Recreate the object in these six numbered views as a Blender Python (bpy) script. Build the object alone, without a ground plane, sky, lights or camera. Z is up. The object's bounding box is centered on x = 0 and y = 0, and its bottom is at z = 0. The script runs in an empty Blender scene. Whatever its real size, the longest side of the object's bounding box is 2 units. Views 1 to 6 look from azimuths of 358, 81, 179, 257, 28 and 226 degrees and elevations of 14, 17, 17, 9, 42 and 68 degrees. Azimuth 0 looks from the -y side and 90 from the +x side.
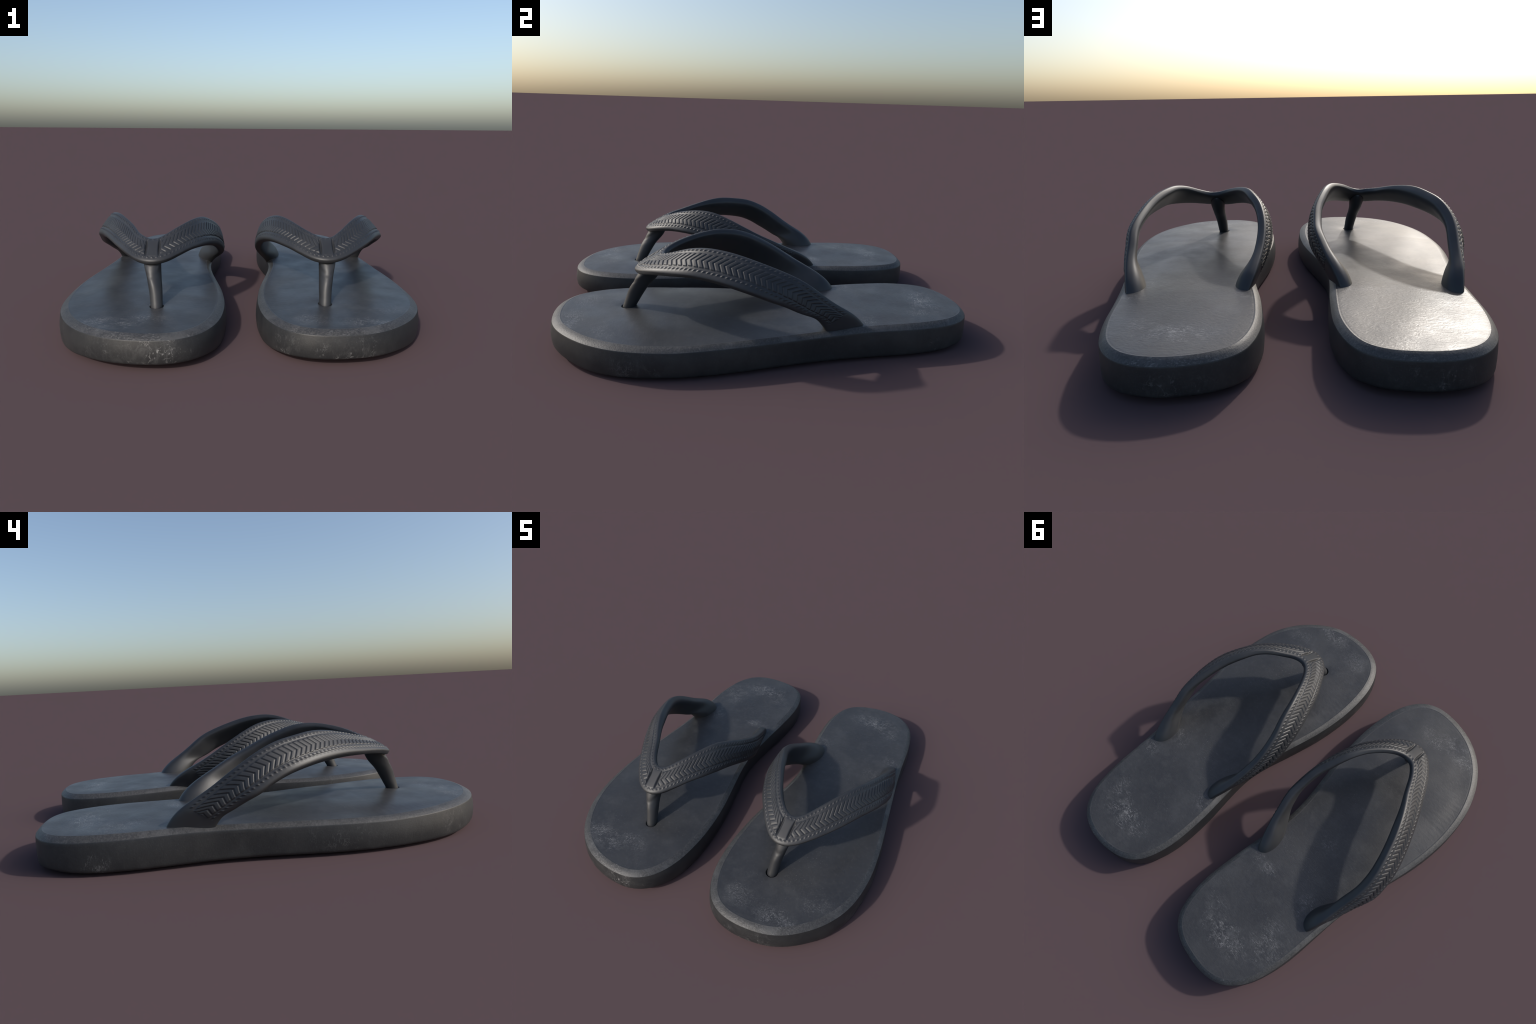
"""A pair of worn dark-grey moulded rubber flip-flops (thong sandals).

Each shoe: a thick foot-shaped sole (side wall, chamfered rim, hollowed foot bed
with a toe hole) and a V strap (two arms with herringbone ribs and beaded seam
rows, moulded in one piece) that stands on a toe post.
The left shoe is described in its own frame; the right one is its mirror image
with a slightly different wear of the outline and a strap sitting further forward.
"""
import bpy, math
import numpy as np

# --------------------------------------------------------------------------
# curves
# --------------------------------------------------------------------------
def catmull(P, n, closed=False, alpha=0.5):
    """n points, evenly spaced by arc length, on a centripetal spline through P."""
    P = np.asarray(P, float)
    if closed:
        Q = np.vstack([P[-1:], P, P[:2]])
    else:
        Q = np.vstack([2 * P[0] - P[1], P, 2 * P[-1] - P[-2]])
    out = []
    for i in range(1, len(Q) - 2):
        p0, p1, p2, p3 = Q[i - 1], Q[i], Q[i + 1], Q[i + 2]
        d1 = np.linalg.norm(p1 - p0) ** alpha
        d2 = np.linalg.norm(p2 - p1) ** alpha
        d3 = np.linalg.norm(p3 - p2) ** alpha
        m1 = (p1 - p0) / d1 - (p2 - p0) / (d1 + d2) + (p2 - p1) / d2
        m2 = (p2 - p1) / d2 - (p3 - p1) / (d2 + d3) + (p3 - p2) / d3
        t = np.linspace(0, 1, 40, endpoint=False)[:, None]
        m1, m2 = m1 * d2, m2 * d2
        out.append((2 * t**3 - 3 * t**2 + 1) * p1 + (t**3 - 2 * t**2 + t) * m1
                   + (-2 * t**3 + 3 * t**2) * p2 + (t**3 - t**2) * m2)
    C = np.vstack(out + [Q[-2][None]])
    s = np.r_[0, np.cumsum(np.linalg.norm(np.diff(C, axis=0), axis=1))]
    u = np.linspace(0, s[-1], n, endpoint=not closed)
    return np.stack([np.interp(u, s, C[:, k]) for k in range(C.shape[1])], -1)


def gauss(A, sigma, closed=False):
    r = int(3 * sigma) + 1
    k = np.exp(-0.5 * (np.arange(-r, r + 1) / sigma) ** 2)
    k /= k.sum()
    B = np.empty_like(A)
    for j in range(A.shape[1]):
        a = A[:, j]
        if closed:
            p = np.r_[a[-r:], a, a[:r]]
        else:
            p = np.r_[2 * a[0] - a[r:0:-1], a, 2 * a[-1] - a[-2:-r - 2:-1]]
        B[:, j] = np.convolve(p, k, "valid")
    return B


def smooth(x, a, b):
    t = np.clip((x - a) / (b - a), 0, 1)
    return t * t * (3 - 2 * t)


# --------------------------------------------------------------------------
# shapes of the two shoes
# --------------------------------------------------------------------------
# outline of the rim, anticlockwise from the waist, plan view
OUTLINE_LEFT = [
    (-0.155, 0.000), (-0.166, 0.130), (-0.158, 0.281), (-0.136, 0.492), (-0.130, 0.745), (-0.183, 0.919), (-0.269, 0.978),
    (-0.358, 0.994), (-0.436, 0.998), (-0.514, 0.987), (-0.591, 0.950), (-0.662, 0.855), (-0.706, 0.681), (-0.719, 0.484),
    (-0.729, 0.318), (-0.750, 0.166), (-0.780, 0.000), (-0.814, -0.189), (-0.827, -0.402), (-0.802, -0.608), (-0.740, -0.762),
    (-0.665, -0.864), (-0.584, -0.928), (-0.507, -0.966), (-0.430, -0.985), (-0.351, -0.993), (-0.266, -0.986),
    (-0.176, -0.936), (-0.105, -0.808), (-0.075, -0.594), (-0.090, -0.351), (-0.127, -0.150)]
OUTLINE_RIGHT = [
    (0.786, 0.000), (0.762, 0.165), (0.739, 0.320), (0.722, 0.487), (0.707, 0.687), (0.664, 0.862), (0.592, 0.953), (0.513, 0.986),
    (0.435, 0.996), (0.357, 0.988), (0.276, 0.966), (0.193, 0.911), (0.136, 0.753), (0.135, 0.497), (0.162, 0.281), (0.172, 0.125),
    (0.157, 0.000), (0.126, -0.151), (0.090, -0.352), (0.079, -0.586), (0.113, -0.789), (0.186, -0.907), (0.270, -0.951),
    (0.354, -0.962), (0.430, -0.958), (0.505, -0.945), (0.581, -0.911), (0.657, -0.851), (0.735, -0.762), (0.802, -0.621),
    (0.829, -0.414), (0.814, -0.191)]

# strap: pairs of points on the upper and the lower seam row, from the toe joint to the
# place where the arm sinks into the sole (left-shoe frame)
JOINT = ((-.388, -.495, .406), (-.382, -.590, .356))
ARM_OUTER_LEFT = [
    ((-0.425, -0.478, 0.417), (-0.445, -0.566, 0.361)), ((-0.480, -0.420, 0.428), (-0.515, -0.490, 0.379)),
    ((-0.536, -0.320, 0.453), (-0.581, -0.385, 0.394)), ((-0.596, -0.223, 0.470), (-0.644, -0.270, 0.404)),
    ((-0.640, -0.137, 0.474), (-0.695, -0.165, 0.401)), ((-0.675, -0.053, 0.464), (-0.733, -0.075, 0.389)),
    ((-0.705, 0.035, 0.448), (-0.762, 0.012, 0.369)), ((-0.725, 0.115, 0.415), (-0.775, 0.085, 0.338)),
    ((-0.731, 0.195, 0.368), (-0.779, 0.145, 0.302)), ((-0.719, 0.273, 0.313), (-0.769, 0.195, 0.269)),
    ((-0.712, 0.335, 0.268), (-0.754, 0.235, 0.238)), ((-0.706, 0.388, 0.229), (-0.741, 0.274, 0.210)),
    ((-0.695, 0.428, 0.185), (-0.726, 0.310, 0.183)), ((-0.687, 0.453, 0.130), (-0.712, 0.343, 0.130)),
    ((-0.682, 0.468, 0.080), (-0.702, 0.358, 0.080))]
ARM_OUTER_RIGHT = [
    ((-0.427, -0.478, 0.417), (-0.445, -0.570, 0.364)), ((-0.478, -0.430, 0.438), (-0.520, -0.505, 0.385)),
    ((-0.541, -0.360, 0.467), (-0.593, -0.417, 0.403)), ((-0.589, -0.290, 0.480), (-0.643, -0.345, 0.412)),
    ((-0.624, -0.220, 0.476), (-0.680, -0.272, 0.407)), ((-0.654, -0.155, 0.465), (-0.712, -0.205, 0.397)),
    ((-0.682, -0.075, 0.442), (-0.739, -0.130, 0.378)), ((-0.704, 0.015, 0.410), (-0.756, -0.050, 0.349)),
    ((-0.719, 0.083, 0.380), (-0.762, 0.010, 0.322)), ((-0.726, 0.132, 0.350), (-0.759, 0.059, 0.297)),
    ((-0.722, 0.187, 0.309), (-0.752, 0.107, 0.268)), ((-0.719, 0.252, 0.260), (-0.748, 0.152, 0.242)),
    ((-0.709, 0.324, 0.206), (-0.734, 0.216, 0.206)), ((-0.701, 0.366, 0.150), (-0.723, 0.261, 0.150)),
    ((-0.693, 0.396, 0.085), (-0.711, 0.286, 0.085))]
ARM_INNER_LEFT = [
    ((-0.350, -0.478, 0.420), (-0.325, -0.570, 0.363)), ((-0.305, -0.437, 0.443), (-0.270, -0.510, 0.381)),
    ((-0.256, -0.372, 0.462), (-0.222, -0.437, 0.393)), ((-0.212, -0.300, 0.472), (-0.175, -0.360, 0.392)),
    ((-0.174, -0.220, 0.466), (-0.140, -0.280, 0.378)), ((-0.139, -0.135, 0.436), (-0.114, -0.195, 0.356)),
    ((-0.112, -0.058, 0.399), (-0.095, -0.115, 0.324)), ((-0.102, 0.022, 0.358), (-0.085, -0.040, 0.290)),
    ((-0.099, 0.096, 0.323), (-0.085, 0.030, 0.258)), ((-0.114, 0.166, 0.287), (-0.098, 0.090, 0.228)),
    ((-0.133, 0.238, 0.248), (-0.118, 0.145, 0.199)), ((-0.156, 0.304, 0.207), (-0.143, 0.195, 0.168)),
    ((-0.177, 0.355, 0.162), (-0.162, 0.235, 0.134)), ((-0.193, 0.390, 0.100), (-0.178, 0.265, 0.080))]
ARM_INNER_RIGHT = [
    ((-0.350, -0.478, 0.420), (-0.325, -0.570, 0.360)), ((-0.305, -0.437, 0.435), (-0.270, -0.510, 0.377)),
    ((-0.262, -0.372, 0.452), (-0.222, -0.437, 0.393)), ((-0.225, -0.300, 0.465), (-0.178, -0.360, 0.400)),
    ((-0.188, -0.220, 0.470), (-0.143, -0.280, 0.396)), ((-0.157, -0.135, 0.458), (-0.112, -0.195, 0.380)),
    ((-0.126, -0.058, 0.430), (-0.090, -0.115, 0.352)), ((-0.108, 0.022, 0.388), (-0.080, -0.040, 0.316)),
    ((-0.103, 0.096, 0.343), (-0.081, 0.030, 0.276)), ((-0.110, 0.166, 0.297), (-0.094, 0.090, 0.238)),
    ((-0.124, 0.238, 0.252), (-0.112, 0.145, 0.203)), ((-0.144, 0.304, 0.207), (-0.135, 0.195, 0.168)),
    ((-0.168, 0.355, 0.162), (-0.156, 0.235, 0.134)), ((-0.188, 0.390, 0.100), (-0.174, 0.265, 0.080))]

# toe post: centre, half width across, half depth along, backward tilt of the section
POST = [((-.367, -.644, .085), .0262, .030, 0), ((-.367, -.635, .143), .0266, .0305, 2),
        ((-.369, -.6195, .178), .0276, .0345, 4), ((-.371, -.604, .210), .0292, .0395, 7),
        ((-.375, -.586, .243), .0306, .0475, 12), ((-.380, -.559, .278), .0325, .0650, 20),
        ((-.384, -.541, .311), .0355, .0780, 30), ((-.386, -.533, .336), .0385, .0780, 33),
        ((-.386, -.530, .352), .0340, .065, 33)]
HOLE = (-.366, -.640)

YAW = math.radians(.327)
SHIFT = np.array([.006, -.009])


def to_right(P):
    """left-shoe frame -> world position on the right shoe (mirror and small turn)"""
    P = np.array(P, float)
    c, s = math.cos(-YAW), math.sin(-YAW)
    q = P[..., :2] - SHIFT
    P[..., 0] = -(c * q[..., 0] - s * q[..., 1])
    P[..., 1] = s * q[..., 0] + c * q[..., 1]
    return P


# --------------------------------------------------------------------------
# mesh helpers
# --------------------------------------------------------------------------
def grid_faces(rows, cols, wrap, start=0):
    i = np.arange(rows - 1)[:, None]
    j = np.arange(cols if wrap else cols - 1)[None]
    a = i * cols + j
    b = i * cols + (j + 1) % cols
    return (np.stack([a, b, b + cols, a + cols], -1).reshape(-1, 4) + start).tolist()


def new_object(name, verts, faces, mat, parent, origin, flip=False):
    me = bpy.data.meshes.new(name)
    V = np.asarray(verts, float) - np.asarray(origin)
    if flip:
        faces = [f[::-1] for f in faces]
    me.from_pydata(V.tolist(), [], faces)
    me.polygons.foreach_set("use_smooth", [True] * len(me.polygons))
    me.materials.append(mat)
    me.update()
    ob = bpy.data.objects.new(name, me)
    bpy.context.scene.collection.objects.link(ob)
    ob.parent = parent
    return ob


# --------------------------------------------------------------------------
# sole
# --------------------------------------------------------------------------
def rim_height(y):
    return np.interp(y, [-1, -.7, -.4, 0, .4, 1], [.131, .126, .120, .127, .135, .130])


def toe_lift(y):
    return .022 * smooth(-y, .70, 1.0) + .010 * smooth(y, .75, 1.0) + .002 * np.exp(-((y - .15) / .25) ** 2)


def bed_height(x, y, d, hx, hy):
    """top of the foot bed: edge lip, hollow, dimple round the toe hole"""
    edge = rim_height(y) + .0170 + .005 * smooth(y, .2, .8)
    hollow = -.0015 * (1 - np.exp(-(d / .085) ** 1.6))
    crown = .0145 * np.exp(-((y + .40) / .31) ** 2) * (1 - np.exp(-(d / .13) ** 1.7))
    r = np.hypot(x - hx, (y - hy))
    dimple = .006 * np.exp(-(r / .045) ** 2)
    groove = .0003 * np.exp(-((d - .0055) / .0028) ** 2)
    return edge - hollow + crown - dimple - groove


def build_sole(outline, hole, mats, parent, origin):
    N = 640
    C = gauss(catmull(outline, N, closed=True), 5, closed=True)
    T = np.roll(C, -1, 0) - np.roll(C, 1, 0)
    T /= np.linalg.norm(T, axis=1)[:, None]
    inward = np.stack([-T[:, 1], T[:, 0]], -1)          # curve runs anticlockwise
    y = C[:, 1]
    zr = rim_height(y)
    lift = toe_lift(y)
    toe = smooth(-y, .2, .8)
    lip_w = .026 + .010 * toe

    def ring(d, z):
        d = np.broadcast_to(d, (N,))
        return np.column_stack([C + inward * d[:, None], np.broadcast_to(z, (N,))])

    # --- rim: the chamfered strip round the foot bed
    lip = ring(lip_w, 0)
    lip[:, 2] = bed_height(lip[:, 0], lip[:, 1], np.zeros(N), *hole)
    rows = [lip]
    for t in np.linspace(0.12, 1, 9):
        d = lip_w * (1 - t) + .0012 * t
        z = lip[:, 2] * (1 - t) + (zr + .0005) * t + .0022 * math.sin(math.pi * t)
        rows.append(ring(d, z))
    join = rows[-1]
    V = np.vstack(rows)
    rim = (V, grid_faces(len(rows), N, True))
    # --- side wall (undercut at the waist) and underside
    waist = np.exp(-((y - .18) / .27) ** 2)
    rows = [join, ring(.0002, zr - .0014), ring(-.0004, zr - .004)]
    low = .019
    for t in np.linspace(.1, 1, 14):
        z = (zr - .004) * (1 - t) + (low + lift + .003) * t
        bulge = -.0075 * np.sin(np.pi * min(1, t * .78)) * (1 - waist) * (1 - .7 * smooth(y, .5, .9))
        rows.append(ring(-.0004 + bulge + .003 * waist * smooth(t, 0, 1), z))
    off = .003 * waist - .0048 * (1 - waist) * (1 - .7 * smooth(y, .5, .9))
    for a in np.linspace(15, 90, 6):
        a = math.radians(a)
        rows.append(ring(off + .015 * (1 - math.cos(a)), low - .013 * math.sin(a) + lift + .003))
    for t in (.35, .7, 1.0):
        rows.append(ring(off + .015 + .025 * t, .009 - .009 * t ** .7 + lift * (1 - .25 * t)))
    inner = rows[-1]
    cen = np.array([C[:, 0].mean(), 0.0])
    for f in np.linspace(.9, .0, 14):
        r = inner.copy()
        r[:, :2] = cen * (1 - f) + inner[:, :2] * f
        r[:, 2] = toe_lift(r[:, 1]) * .75
        rows.append(r)
    V = np.vstack(rows)
    side = (V, grid_faces(len(rows), N, True))
    # --- foot bed: polar mesh about the toe hole
    h = np.array(hole)
    M = 110
    f = np.linspace(0, 1, M) ** 1.7
    hole_r = .0322
    dirs = lip[:, :2] - h
    L = np.linalg.norm(dirs, axis=1)[:, None]
    dirs = dirs / L
    rows = []
    for depth, rr in ((-.045, .0265), (-.02, .0268), (-.007, .0278), (-.002, .0300)):
        p = h + dirs * rr
        z = bed_height(p[:, 0], p[:, 1], np.full(N, .2), *hole) + depth
        rows.append(np.column_stack([p, z]))
    # rings that follow the edge, then the polar part inside them
    near = [.016, .012, .0095, .0075, .006, .0045, .003, .0015, 0.0]
    follow = [C + inward * (lip_w + k)[:, None] for k in near]
    dirs = follow[0] - h
    pts = []
    for k in f:
        p = h + dirs / np.linalg.norm(dirs, axis=1)[:, None] * hole_r
        pts.append(p * (1 - k) + follow[0] * k)
    P = np.stack(pts + follow[1:])
    M = len(P)
    edge = lip[::4, :2]
    D = np.empty(P.shape[:2])
    for i in range(M):
        D[i] = np.sqrt(((P[i][:, None] - edge[None]) ** 2).sum(-1).min(1))
    for i, k in enumerate(near):
        D[M - len(near) + i] = k
    Z = bed_height(P[..., 0], P[..., 1], D, *hole)
    Z[-1] = lip[:, 2]
    # faint foot-made undulation
    X, Y = P[..., 0], P[..., 1]
    und = (.0016 * np.sin(9 * X + 4 * Y + 1) * np.sin(7 * Y - 3 * X) + .0008 * np.sin(23 * X - 11 * Y)) * smooth(D, .01, .1)
    V = np.vstack(rows + [np.column_stack([P[i], Z[i] + und[i]]) for i in range(M)])
    bed = (V, grid_faces(len(rows) + M, N, True))

    sole = new_object("sole", side[0], side[1], mats["sole"], parent, origin, flip=True)
    new_object("sole_rim", rim[0], rim[1], mats["rim"], sole, origin, flip=True)
    new_object("footbed", bed[0], bed[1], mats["bed"], sole, origin)
    return sole


# --------------------------------------------------------------------------
# strap
# --------------------------------------------------------------------------
def relief(s, sl, q, h, ends):
    """moulded relief of the strap's outer face.
    s: distance along the middle from the toe joint (signed), sl: the same along
    this line, q: place across, -1 upper seam row .. +1 lower seam row, h: half span"""
    a = np.abs(s)
    v = q * h
    lim = np.where(s < 0, ends[0], ends[1])
    # herringbone ribs, the points towards the toe
    pitch = .0254
    apex = .004
    ph = (a - .78 * np.abs(v - apex)) / pitch
    fr = ph - np.floor(ph)
    saw = np.abs(fr - .5) * 2                        # 0 at rib middle, 1 in groove
    rib = 1 - smooth(saw, .58, .90)
    wob = .02 * np.sin(np.floor(ph) * 2.4)           # rib ends are not quite in line
    span = (1 - smooth(np.abs(q - .02 + wob), .62 - .03 * saw ** 2, .72))
    panel = 1 - smooth(np.abs(q), .78, .86)
    along = smooth(np.abs(sl), .034, .040) * (1 - smooth(a - .45 * v, lim - .004, lim + .002))
    d = along * panel * (-.0009) + along * span * rib * .0034
    # seam rows: beads in a shallow channel
    b = .0212
    asl = np.abs(sl)
    fb = asl / b + .5 - np.floor(asl / b + .5) - .5
    ends_b = (1 - smooth(a - .45 * v, lim + .002, lim + .006))
    for qq in (-1.0, 1.0):
        dv = (q - qq) * h
        ch = np.exp(-(dv / .0055) ** 2)
        rr = (fb * b / .0047) ** 2 + (dv / .0042) ** 2
        d = d + ends_b * (-.0010 * ch + .0040 * np.exp(-rr * 1.2))
    # smooth bridge across the joint, with a deep slit on either side
    m = np.abs(sl)
    body = 1 - smooth(np.abs(q), .80, .95)
    d = d + body * (1 - smooth(m, .020, .030)) * .0006
    lens = np.clip(1 - (q / .92) ** 2, 0, 1) ** .5
    d = d - .0105 * lens * np.exp(-((m - .0305) / np.maximum(.0016 + .0038 * lens, .001)) ** 2)
    return d


def build_strap(outer, inner, mats, parent, origin, mapping, mirrored):
    pairs = [p for p in outer[::-1]] + [JOINT] + list(inner)
    U = np.array([p[0] for p in pairs])
    W = np.array([p[1] for p in pairs])
    n = 1000
    # one parameter for both edges: arc length of the middle line
    both = np.hstack([U, W])
    dense = catmull(both, n)
    dense = gauss(dense, 9)
    # the crotch of the V is a wide round bend
    k = np.argmin(np.linalg.norm(dense[:, 3:] - W[len(outer)], axis=1))
    bend = np.exp(-((np.arange(n) - k) / 45.0) ** 2)[:, None]
    dense[:, :3] = dense[:, :3] * (1 - bend) + gauss(dense[:, :3], 20) * bend
    if not mirrored:                                  # the left joint sits a little further out
        dense[:, [0, 3]] -= .012 * np.exp(-((np.arange(n) - k) / 70.0) ** 2)[:, None]
    U, W = dense[:, :3], dense[:, 3:]
    mid = (U + W) / 2
    s = np.r_[0, np.cumsum(np.linalg.norm(np.diff(mid, axis=0), axis=1))]
    k0 = k
    s = s - s[k0]
    A = W - U
    h = np.linalg.norm(A, axis=1) / 2
    A /= (2 * h)[:, None]
    T = np.gradient(mid, axis=0)
    T = gauss(T, 6)
    T -= (T * A).sum(1)[:, None] * A
    T /= np.linalg.norm(T, axis=1)[:, None]
    Nn = np.cross(A, T)
    if Nn[k0, 2] < 0:
        Nn = -Nn
    total = (s[0], s[-1])

    # thickness: an even band that swells inward where it stands in the sole
    root = np.where(s < 0, smooth(-s, -total[0] - .29, -total[0] - .05), smooth(s, total[1] - .27, total[1] - .05))
    td = .018                                        # outer half of the band
    tb = .019 + np.where(s < 0, .050, .040) * root ** 1.4
    tb = tb + np.where(s < 0, .013 if mirrored else .021, .012) * smooth(np.abs(s), .22, .5) * (1 - root)                   # inner half
    pb = 3.6 - 1.5 * root                            # squarish band, round root
    Eu, El = h + .018 + np.where(s < 0, .028, .012) * root, h + .022 + .006 * smooth(np.abs(s), .05, .30) + .009 * root
    rows = []
    q = np.linspace(-1.12, 1.12, 68)
    for qq in q:
        x = h * qq
        E = El if qq > 0 else Eu
        y = -td + td * (1 - np.abs(x / E) ** 3.6) ** (1 / 3.6)
        rows.append(mid + A * x[:, None] + Nn * y[:, None])
    def shoulder(sign):
        """from the outer face round to the widest point"""
        E = El if sign > 0 else Eu
        a0 = np.arccos(np.clip((1.12 * h / E) ** 1.8, 0, 1))
        res = []
        for t in np.linspace(0, 1, 9)[1:]:
            a = a0 * (1 - t)
            res.append(mid + A * (sign * E * np.cos(a) ** (1 / 1.8))[:, None]
                       + Nn * (-td + td * np.sin(a) ** (1 / 1.8))[:, None])
        return res
    under = []
    for a in np.linspace(0, math.pi, 26)[1:-1]:
        c, sn = math.cos(a), math.sin(a)
        E = El if c > 0 else Eu
        under.append(mid + A * (math.copysign(1, c) * E * abs(c) ** (2 / pb))[:, None]
                     - Nn * (td + tb * sn ** (2 / pb))[:, None])
    ring = rows + shoulder(1) + under + shoulder(-1)[::-1]
    R = np.stack(ring, 1)                            # stations x ring x 3
    # relief
    nq = len(q)
    top = R[:, :nq]
    seg = np.linalg.norm(np.diff(top, axis=0), axis=2)
    sl = np.vstack([np.zeros((1, nq)), np.cumsum(seg, 0)])
    sl = sl - sl[k0]
    zend = .20
    ko = np.argmax(mid[:, 2] > zend)
    ki = n - 1 - np.argmax(mid[::-1, 2] > zend)
    ends = (-s[ko], s[ki])
    d = relief(s[:, None], sl, q[None], h[:, None], ends)
    R[:, :nq] += Nn[:, None] * d[..., None]
    cols = R.shape[1]
    V = R.reshape(-1, 3)
    F = grid_faces(n, cols, True)
    F.append(list(range(cols))[::-1])
    F.append([(n - 1) * cols + j for j in range(cols)])
    # orientation: outward when the outer face normal agrees
    a, b, c, _ = F[(n // 2) * cols + nq // 2]
    fn = np.cross(V[b] - V[a], V[c] - V[a])
    wrong = fn @ Nn[n // 2] < 0
    strap = new_object("strap", mapping(V), F, mats["strap"], parent, origin, flip=bool(wrong) != mirrored)

    # toe post
    C = np.array([p[0] + (p[1], p[2], p[3] * .001) for p in POST])
    C = catmull(C, 60)
    if not mirrored:
        C[:, 0] -= .006 + .006 * smooth(C[:, 2], .14, .33)
    m = 48
    ang = np.linspace(0, 2 * math.pi, m, endpoint=False)
    P = []
    for c in C:
        t = math.radians(c[5] * 1000)
        ex, ey = np.cos(ang) * c[3], np.sin(ang) * c[4]
        P.append(np.stack([c[0] + ex, c[1] + ey * math.cos(t), c[2] + ey * math.sin(t)], -1))
    V = np.vstack(P)
    F = grid_faces(len(C), m, True)
    F.append(list(range(m))[::-1])
    F.append([(len(C) - 1) * m + j for j in range(m)])
    new_object("toe_post", mapping(V), F, mats["strap"], strap, origin, flip=mirrored)
    return strap


# --------------------------------------------------------------------------
# materials
# --------------------------------------------------------------------------
class Nodes:
    def __init__(self, name):
        self.mat = bpy.data.materials.new(name)
        self.mat.use_nodes = True
        self.t = self.mat.node_tree
        self.bsdf = self.t.nodes["Principled BSDF"]
        self.coord = self.t.nodes.new("ShaderNodeTexCoord").outputs["Object"]

    def link(self, a, b):
        self.t.links.new(a, b)

    def put(self, sock, val):
        if isinstance(val, (int, float, tuple)):
            sock.default_value = val
        else:
            self.link(val, sock)

    def mapped(self, scale=(1, 1, 1), rot=(0, 0, 0), loc=(0, 0, 0), src=None):
        n = self.t.nodes.new("ShaderNodeMapping")
        n.inputs["Scale"].default_value = scale
        n.inputs["Rotation"].default_value = rot
        n.inputs["Location"].default_value = loc
        self.link(src or self.coord, n.inputs["Vector"])
        return n.outputs[0]

    def noise(self, scale, detail=4, rough=.55, dist=0, vec=None, out="Fac"):
        n = self.t.nodes.new("ShaderNodeTexNoise")
        n.inputs["Scale"].default_value = scale
        n.inputs["Detail"].default_value = detail
        n.inputs["Roughness"].default_value = rough
        n.inputs["Distortion"].default_value = dist
        self.link(vec or self.coord, n.inputs["Vector"])
        return n.outputs[out]

    def voronoi(self, scale, vec=None, feature="DISTANCE_TO_EDGE"):
        n = self.t.nodes.new("ShaderNodeTexVoronoi")
        n.feature = feature
        n.inputs["Scale"].default_value = scale
        self.link(vec or self.coord, n.inputs["Vector"])
        return n.outputs["Distance"]

    def math(self, op, a, b=0.0, clamp=False):
        n = self.t.nodes.new("ShaderNodeMath")
        n.operation = op
        n.use_clamp = clamp
        self.put(n.inputs[0], a)
        self.put(n.inputs[1], b)
        return n.outputs[0]

    def remap(self, v, a, b, lo=0.0, hi=1.0, kind="SMOOTHSTEP"):
        n = self.t.nodes.new("ShaderNodeMapRange")
        n.interpolation_type = kind
        self.put(n.inputs["Value"], v)
        n.inputs["From Min"].default_value = a
        n.inputs["From Max"].default_value = b
        n.inputs["To Min"].default_value = lo
        n.inputs["To Max"].default_value = hi
        return n.outputs[0]

    def mix(self, fac, a, b):
        n = self.t.nodes.new("ShaderNodeMix")
        n.data_type = "RGBA"
        self.put(n.inputs[0], fac)
        self.put(n.inputs[6], a)
        self.put(n.inputs[7], b)
        return n.outputs[2]

    def blob(self, p, size):
        """soft spot round an object-space point; size = radii"""
        m = self.t.nodes.new("ShaderNodeMapping")
        m.vector_type = "TEXTURE"
        m.inputs["Location"].default_value = p
        m.inputs["Scale"].default_value = size
        self.link(self.coord, m.inputs["Vector"])
        n = self.t.nodes.new("ShaderNodeVectorMath")
        n.operation = "LENGTH"
        self.link(m.outputs[0], n.inputs[0])
        return self.remap(n.outputs["Value"], 1.0, .25)

    def total(self, items):
        r = items[0]
        for i in items[1:]:
            r = self.math("MAXIMUM", r, i)
        return r

    def bump(self, height, strength, dist, normal=None):
        n = self.t.nodes.new("ShaderNodeBump")
        n.inputs["Strength"].default_value = strength
        n.inputs["Distance"].default_value = dist
        self.link(height, n.inputs["Height"])
        if normal:
            self.link(normal, n.inputs["Normal"])
        return n.outputs[0]

    def scuffs(self, seed, web):
        """pale flecks and short scratches; web adds fine branching cracks"""
        vec = self.mapped(loc=(seed, seed * 2, 0))
        lo = .46 if web else .40
        patch = self.remap(self.noise(17, 4, .65, vec=vec), lo, lo + .18)
        flecks = self.remap(self.noise(150, 3, .7, vec=vec), .60 if web else .55, .72 if web else .68)
        dash = []
        for ang in (.5, 1.9):
            v = self.mapped(scale=(55, 260, 55), rot=(0, 0, ang), loc=(seed * 7, ang, 0))
            dash.append(self.remap(self.noise(1, 2, .5, vec=v), .60, .70))
        marks = self.math("MAXIMUM", flecks, self.math("MAXIMUM", *dash))
        if web:
            warp = self.t.nodes.new("ShaderNodeVectorMath")
            warp.operation = "MULTIPLY_ADD"
            self.link(self.noise(18, 4, .6, vec=vec, out="Color"), warp.inputs[0])
            warp.inputs[1].default_value = (.10, .10, .10)
            self.link(vec, warp.inputs[2])
            lines = self.remap(self.voronoi(12, vec=warp.outputs[0]), .022, .0)
            marks = self.math("MAXIMUM", marks, self.math("MULTIPLY", lines, web))
        return self.math("MULTIPLY", marks, patch)


DARK = (.028, .0285, .0305, 1)
MID = (.037, .0375, .039, 1)
PALE = (.22, .217, .213, 1)
DUST = (.070, .0705, .071, 1)


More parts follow.
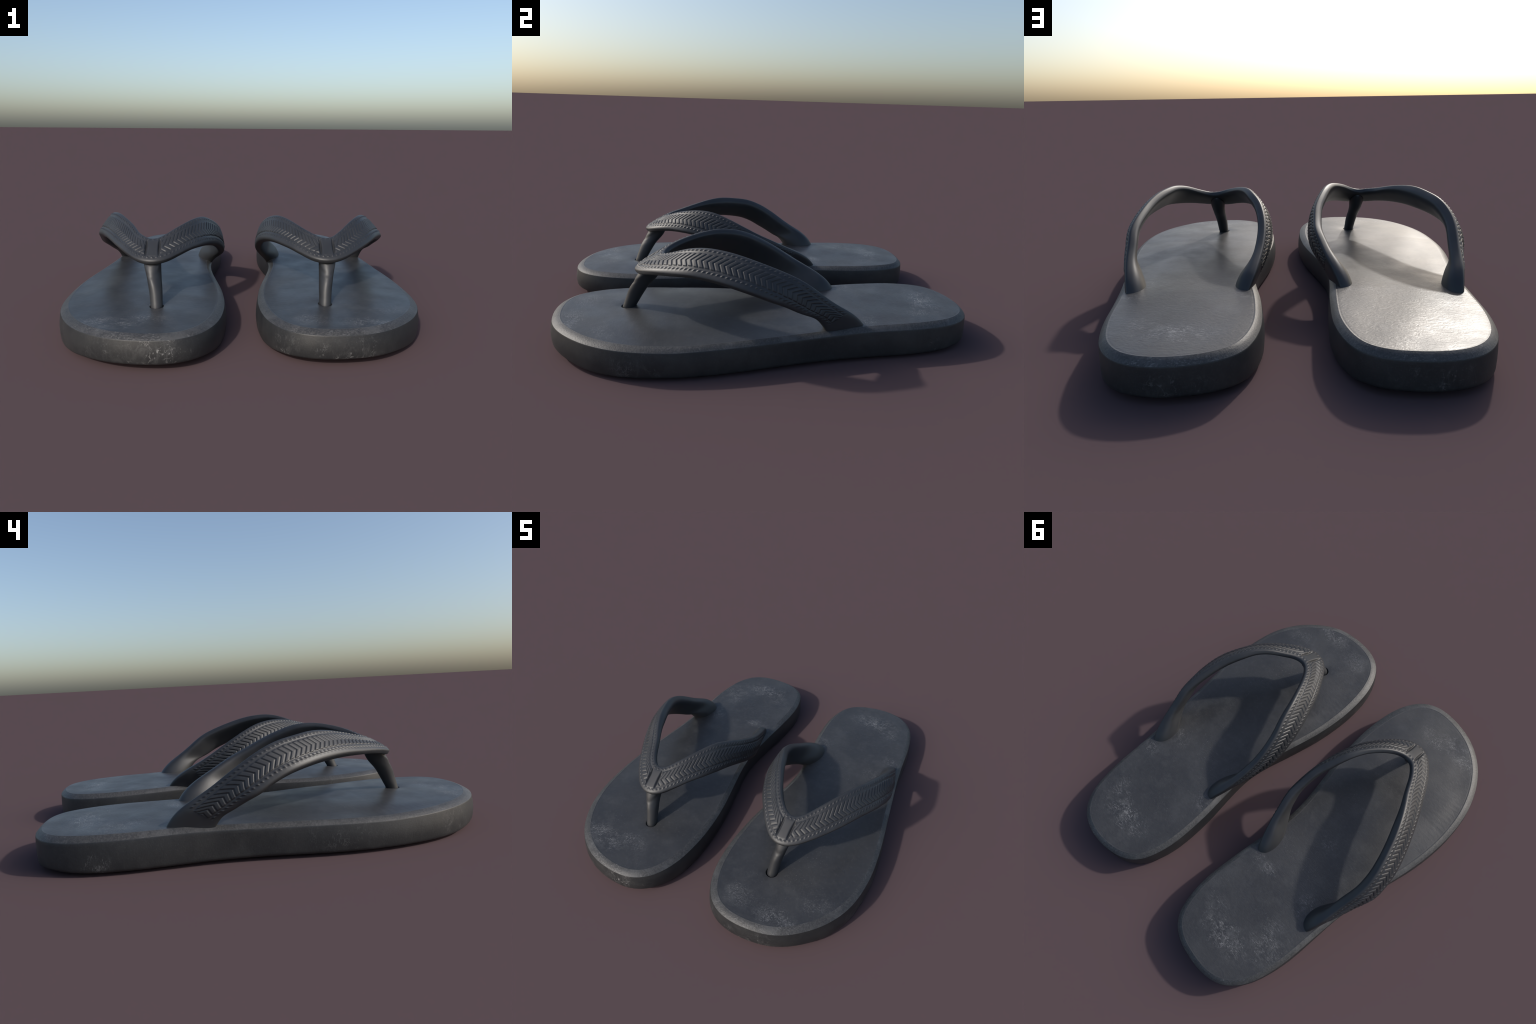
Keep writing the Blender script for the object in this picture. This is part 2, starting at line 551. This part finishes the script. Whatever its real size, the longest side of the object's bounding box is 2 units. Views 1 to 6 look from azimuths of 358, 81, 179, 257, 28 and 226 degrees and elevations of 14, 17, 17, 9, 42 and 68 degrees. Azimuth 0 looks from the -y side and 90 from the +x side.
def strap_material():
    n = Nodes("strap_rubber")
    base = n.mix(n.remap(n.noise(9, 4), .35, .7), (.021, .0222, .0248, 1), (.029, .030, .0325, 1))
    n.link(base, n.bsdf.inputs["Base Color"])
    n.bsdf.inputs["Roughness"].default_value = .47
    n.link(n.bump(n.noise(260, 2), .10, .001), n.bsdf.inputs["Normal"])
    return n.mat


def bed_material(spots, seed):
    n = Nodes("footbed_rubber")
    base = n.mix(n.remap(n.noise(5, 5, .6), .35, .68), DARK, MID)
    grime = n.remap(n.noise(60, 4, .7), .5, .75)
    base = n.mix(n.math("MULTIPLY", grime, .25), base, DUST)
    scr = n.scuffs(seed, 0)
    where = n.total([n.math("MULTIPLY", n.blob(p, r), a) for p, r, a in spots])
    blotch = n.remap(n.noise(11, 5, .7, vec=n.mapped(loc=(seed, 3, 0))), .48, .70)
    base = n.mix(n.math("MULTIPLY", blotch, .30), base, DUST)
    smear = n.remap(n.noise(26, 5, .7, 1.2, vec=n.mapped(loc=(seed, 1, 0))), .44, .66)
    base = n.mix(n.math("MULTIPLY", n.math("MULTIPLY", n.math("ADD", where, .12), smear), .85, clamp=True), base, DUST)
    sc = n.math("MULTIPLY", n.math("MULTIPLY", scr, where), .85, clamp=True)
    base = n.mix(sc, base, PALE)
    fl = n.remap(n.noise(150, 3, .7, vec=n.mapped(loc=(0, seed, 0))), .60, .72)
    stray = n.math("MULTIPLY", n.math("MULTIPLY", fl, n.remap(n.noise(6, 3), .45, .65)), .30)
    base = n.mix(stray, base, PALE)
    n.link(base, n.bsdf.inputs["Base Color"])
    n.link(n.remap(n.noise(7, 4), .3, .7, .36, .46), n.bsdf.inputs["Roughness"])
    # leathery cross-wrinkles, strongest at the heel, worn smooth under the ball
    wr = n.noise(38, 3, .5, 2.0, vec=n.mapped(scale=(.65, 1.35, 1), rot=(0, 0, .25)))
    wr2 = n.noise(90, 2, .5, 1.0)
    h = n.math("ADD", wr, n.math("MULTIPLY", wr2, .35))
    sep = n.t.nodes.new("ShaderNodeSeparateXYZ")
    n.link(n.coord, sep.inputs[0])
    amt = n.remap(sep.outputs["Y"], -.1, .55, .35, 1.0)
    h = n.math("MULTIPLY", h, amt)
    n.link(n.bump(h, .17, .006), n.bsdf.inputs["Normal"])
    return n.mat


def rim_material(seed):
    n = Nodes("rim_rubber")
    base = n.mix(n.remap(n.noise(120, 4, .7), .35, .7), (.028, .028, .029, 1), (.058, .057, .055, 1))
    base = n.mix(n.math("MULTIPLY", n.remap(n.noise(9, 5, .65, vec=n.mapped(loc=(seed, 0, 0))), .48, .66), .75), base, DUST)
    ends = n.total([n.blob((0, -1, .14), (.4, .35, .2)), n.blob((0, 1, .14), (.4, .3, .2))])
    scr = n.math("MULTIPLY", n.scuffs(seed + 9, 0), n.math("ADD", n.math("MULTIPLY", ends, .25), .12))
    base = n.mix(scr, base, PALE)
    n.link(base, n.bsdf.inputs["Base Color"])
    n.bsdf.inputs["Roughness"].default_value = .5
    n.link(n.bump(n.noise(140, 4, .65), .3, .003), n.bsdf.inputs["Normal"])
    return n.mat


def sole_material(spots, seed):
    n = Nodes("sole_rubber")
    base = n.mix(n.remap(n.noise(8, 5, .62), .35, .7), (.0165, .0172, .0185, 1), (.0265, .0270, .0275, 1))
    base = n.mix(n.math("MULTIPLY", n.remap(n.noise(150, 3, .7), .5, .75), .2), base, DUST)
    scr = n.scuffs(seed + 3, 1.0)
    where = n.total([n.math("MULTIPLY", n.blob(p, r), a) for p, r, a in spots])
    smear = n.remap(n.noise(20, 5, .7, 1.5, vec=n.mapped(scale=(1, 1, .6), loc=(seed, 1, 0))), .48, .68)
    base = n.mix(n.math("MULTIPLY", n.math("ADD", where, .22), n.math("MULTIPLY", smear, .40), clamp=True), base, DUST)
    base = n.mix(n.math("MULTIPLY", n.math("MULTIPLY", scr, where), .8, clamp=True), base, PALE)
    n.link(base, n.bsdf.inputs["Base Color"])
    n.bsdf.inputs["Roughness"].default_value = .5
    n.link(n.bump(n.noise(190, 3, .6), .12, .003), n.bsdf.inputs["Normal"])
    return n.mat


# --------------------------------------------------------------------------
# the pair
# --------------------------------------------------------------------------
def shoe(left):
    ox = -.43 if left else .43
    origin = (ox, 0, 0)
    root = bpy.data.objects.new("flip_flop", None)
    root.location = origin
    root.empty_display_size = .2
    root["label"] = ("left" if left else "right") + " dark grey rubber flip-flop with herringbone strap"
    root["category"] = "flip-flop sandal"
    bpy.context.scene.collection.objects.link(root)
    m = 1 if left else -1
    # wear spots in object space (x measured from the middle of the shoe)
    if left:
        bed = [((-.13, -.84, .14), (.24, .10, .1), 1.0), ((.04, -.80, .14), (.14, .07, .1), .8),
               ((.02, .80, .14), (.22, .10, .1), .9), ((-.16, .66, .14), (.12, .16, .1), .8),
               ((.16, .42, .14), (.12, .05, .1), .9), ((-.15, .40, .14), (.08, .1, .1), .6),
               ((.02, .1, .14), (.10, .08, .1), .4), ((.15, .75, .14), (.1, .1, .1), .5)]
        side = [((.10, -1.0, .09), (.20, .14, .08), 1.0), ((-.30, -.72, .08), (.16, .16, .08), .5),
                ((-.36, -.2, .06), (.1, .3, .1), .3), ((0, 1.0, .06), (.22, .12, .07), .45),
                ((-.27, .75, .05), (.08, .12, .06), .6), ((.0, -1.0, .06), (.4, .2, .1), .4)]
    else:
        bed = [((.09, -.86, .14), (.16, .08, .1), .9), ((-.14, -.82, .14), (.12, .09, .1), .6),
               ((.0, .80, .14), (.22, .10, .1), 1.0), ((.13, .72, .14), (.10, .1, .1), .5),
               ((-.24, .45, .14), (.10, .07, .1), .9), ((.17, .30, .14), (.1, .08, .1), .8),
               ((.22, .46, .14), (.08, .08, .1), .7), ((.22, -.7, .14), (.14, .1, .1), .4)]
        side = [((.02, -.97, .06), (.22, .14, .08), .8), ((.36, -.55, .06), (.12, .2, .08), .4),
                ((-.33, -.5, .06), (.1, .3, .1), .4), ((-.24, -.88, .06), (.1, .1, .08), .7),
                ((0, 1.0, .05), (.22, .12, .07), .4), ((.27, .80, .05), (.06, .1, .05), .6)]
    mats = {"sole": sole_material(side, 1.7 if left else 5.3), "rim": rim_material(2.1 if left else 7.7),
            "bed": bed_material(bed, .4 if left else 4.1), "strap": STRAP}
    mapping = (lambda P: np.array(P)) if left else to_right
    hole = tuple(mapping(np.array([HOLE[0] - (.006 if left else 0), HOLE[1], 0.0]))[:2])
    build_sole(OUTLINE_LEFT if left else OUTLINE_RIGHT, hole, mats, root, origin)
    build_strap(ARM_OUTER_LEFT if left else ARM_OUTER_RIGHT,
                ARM_INNER_LEFT if left else ARM_INNER_RIGHT, mats, root, origin, mapping, not left)


STRAP = strap_material()
shoe(True)
shoe(False)
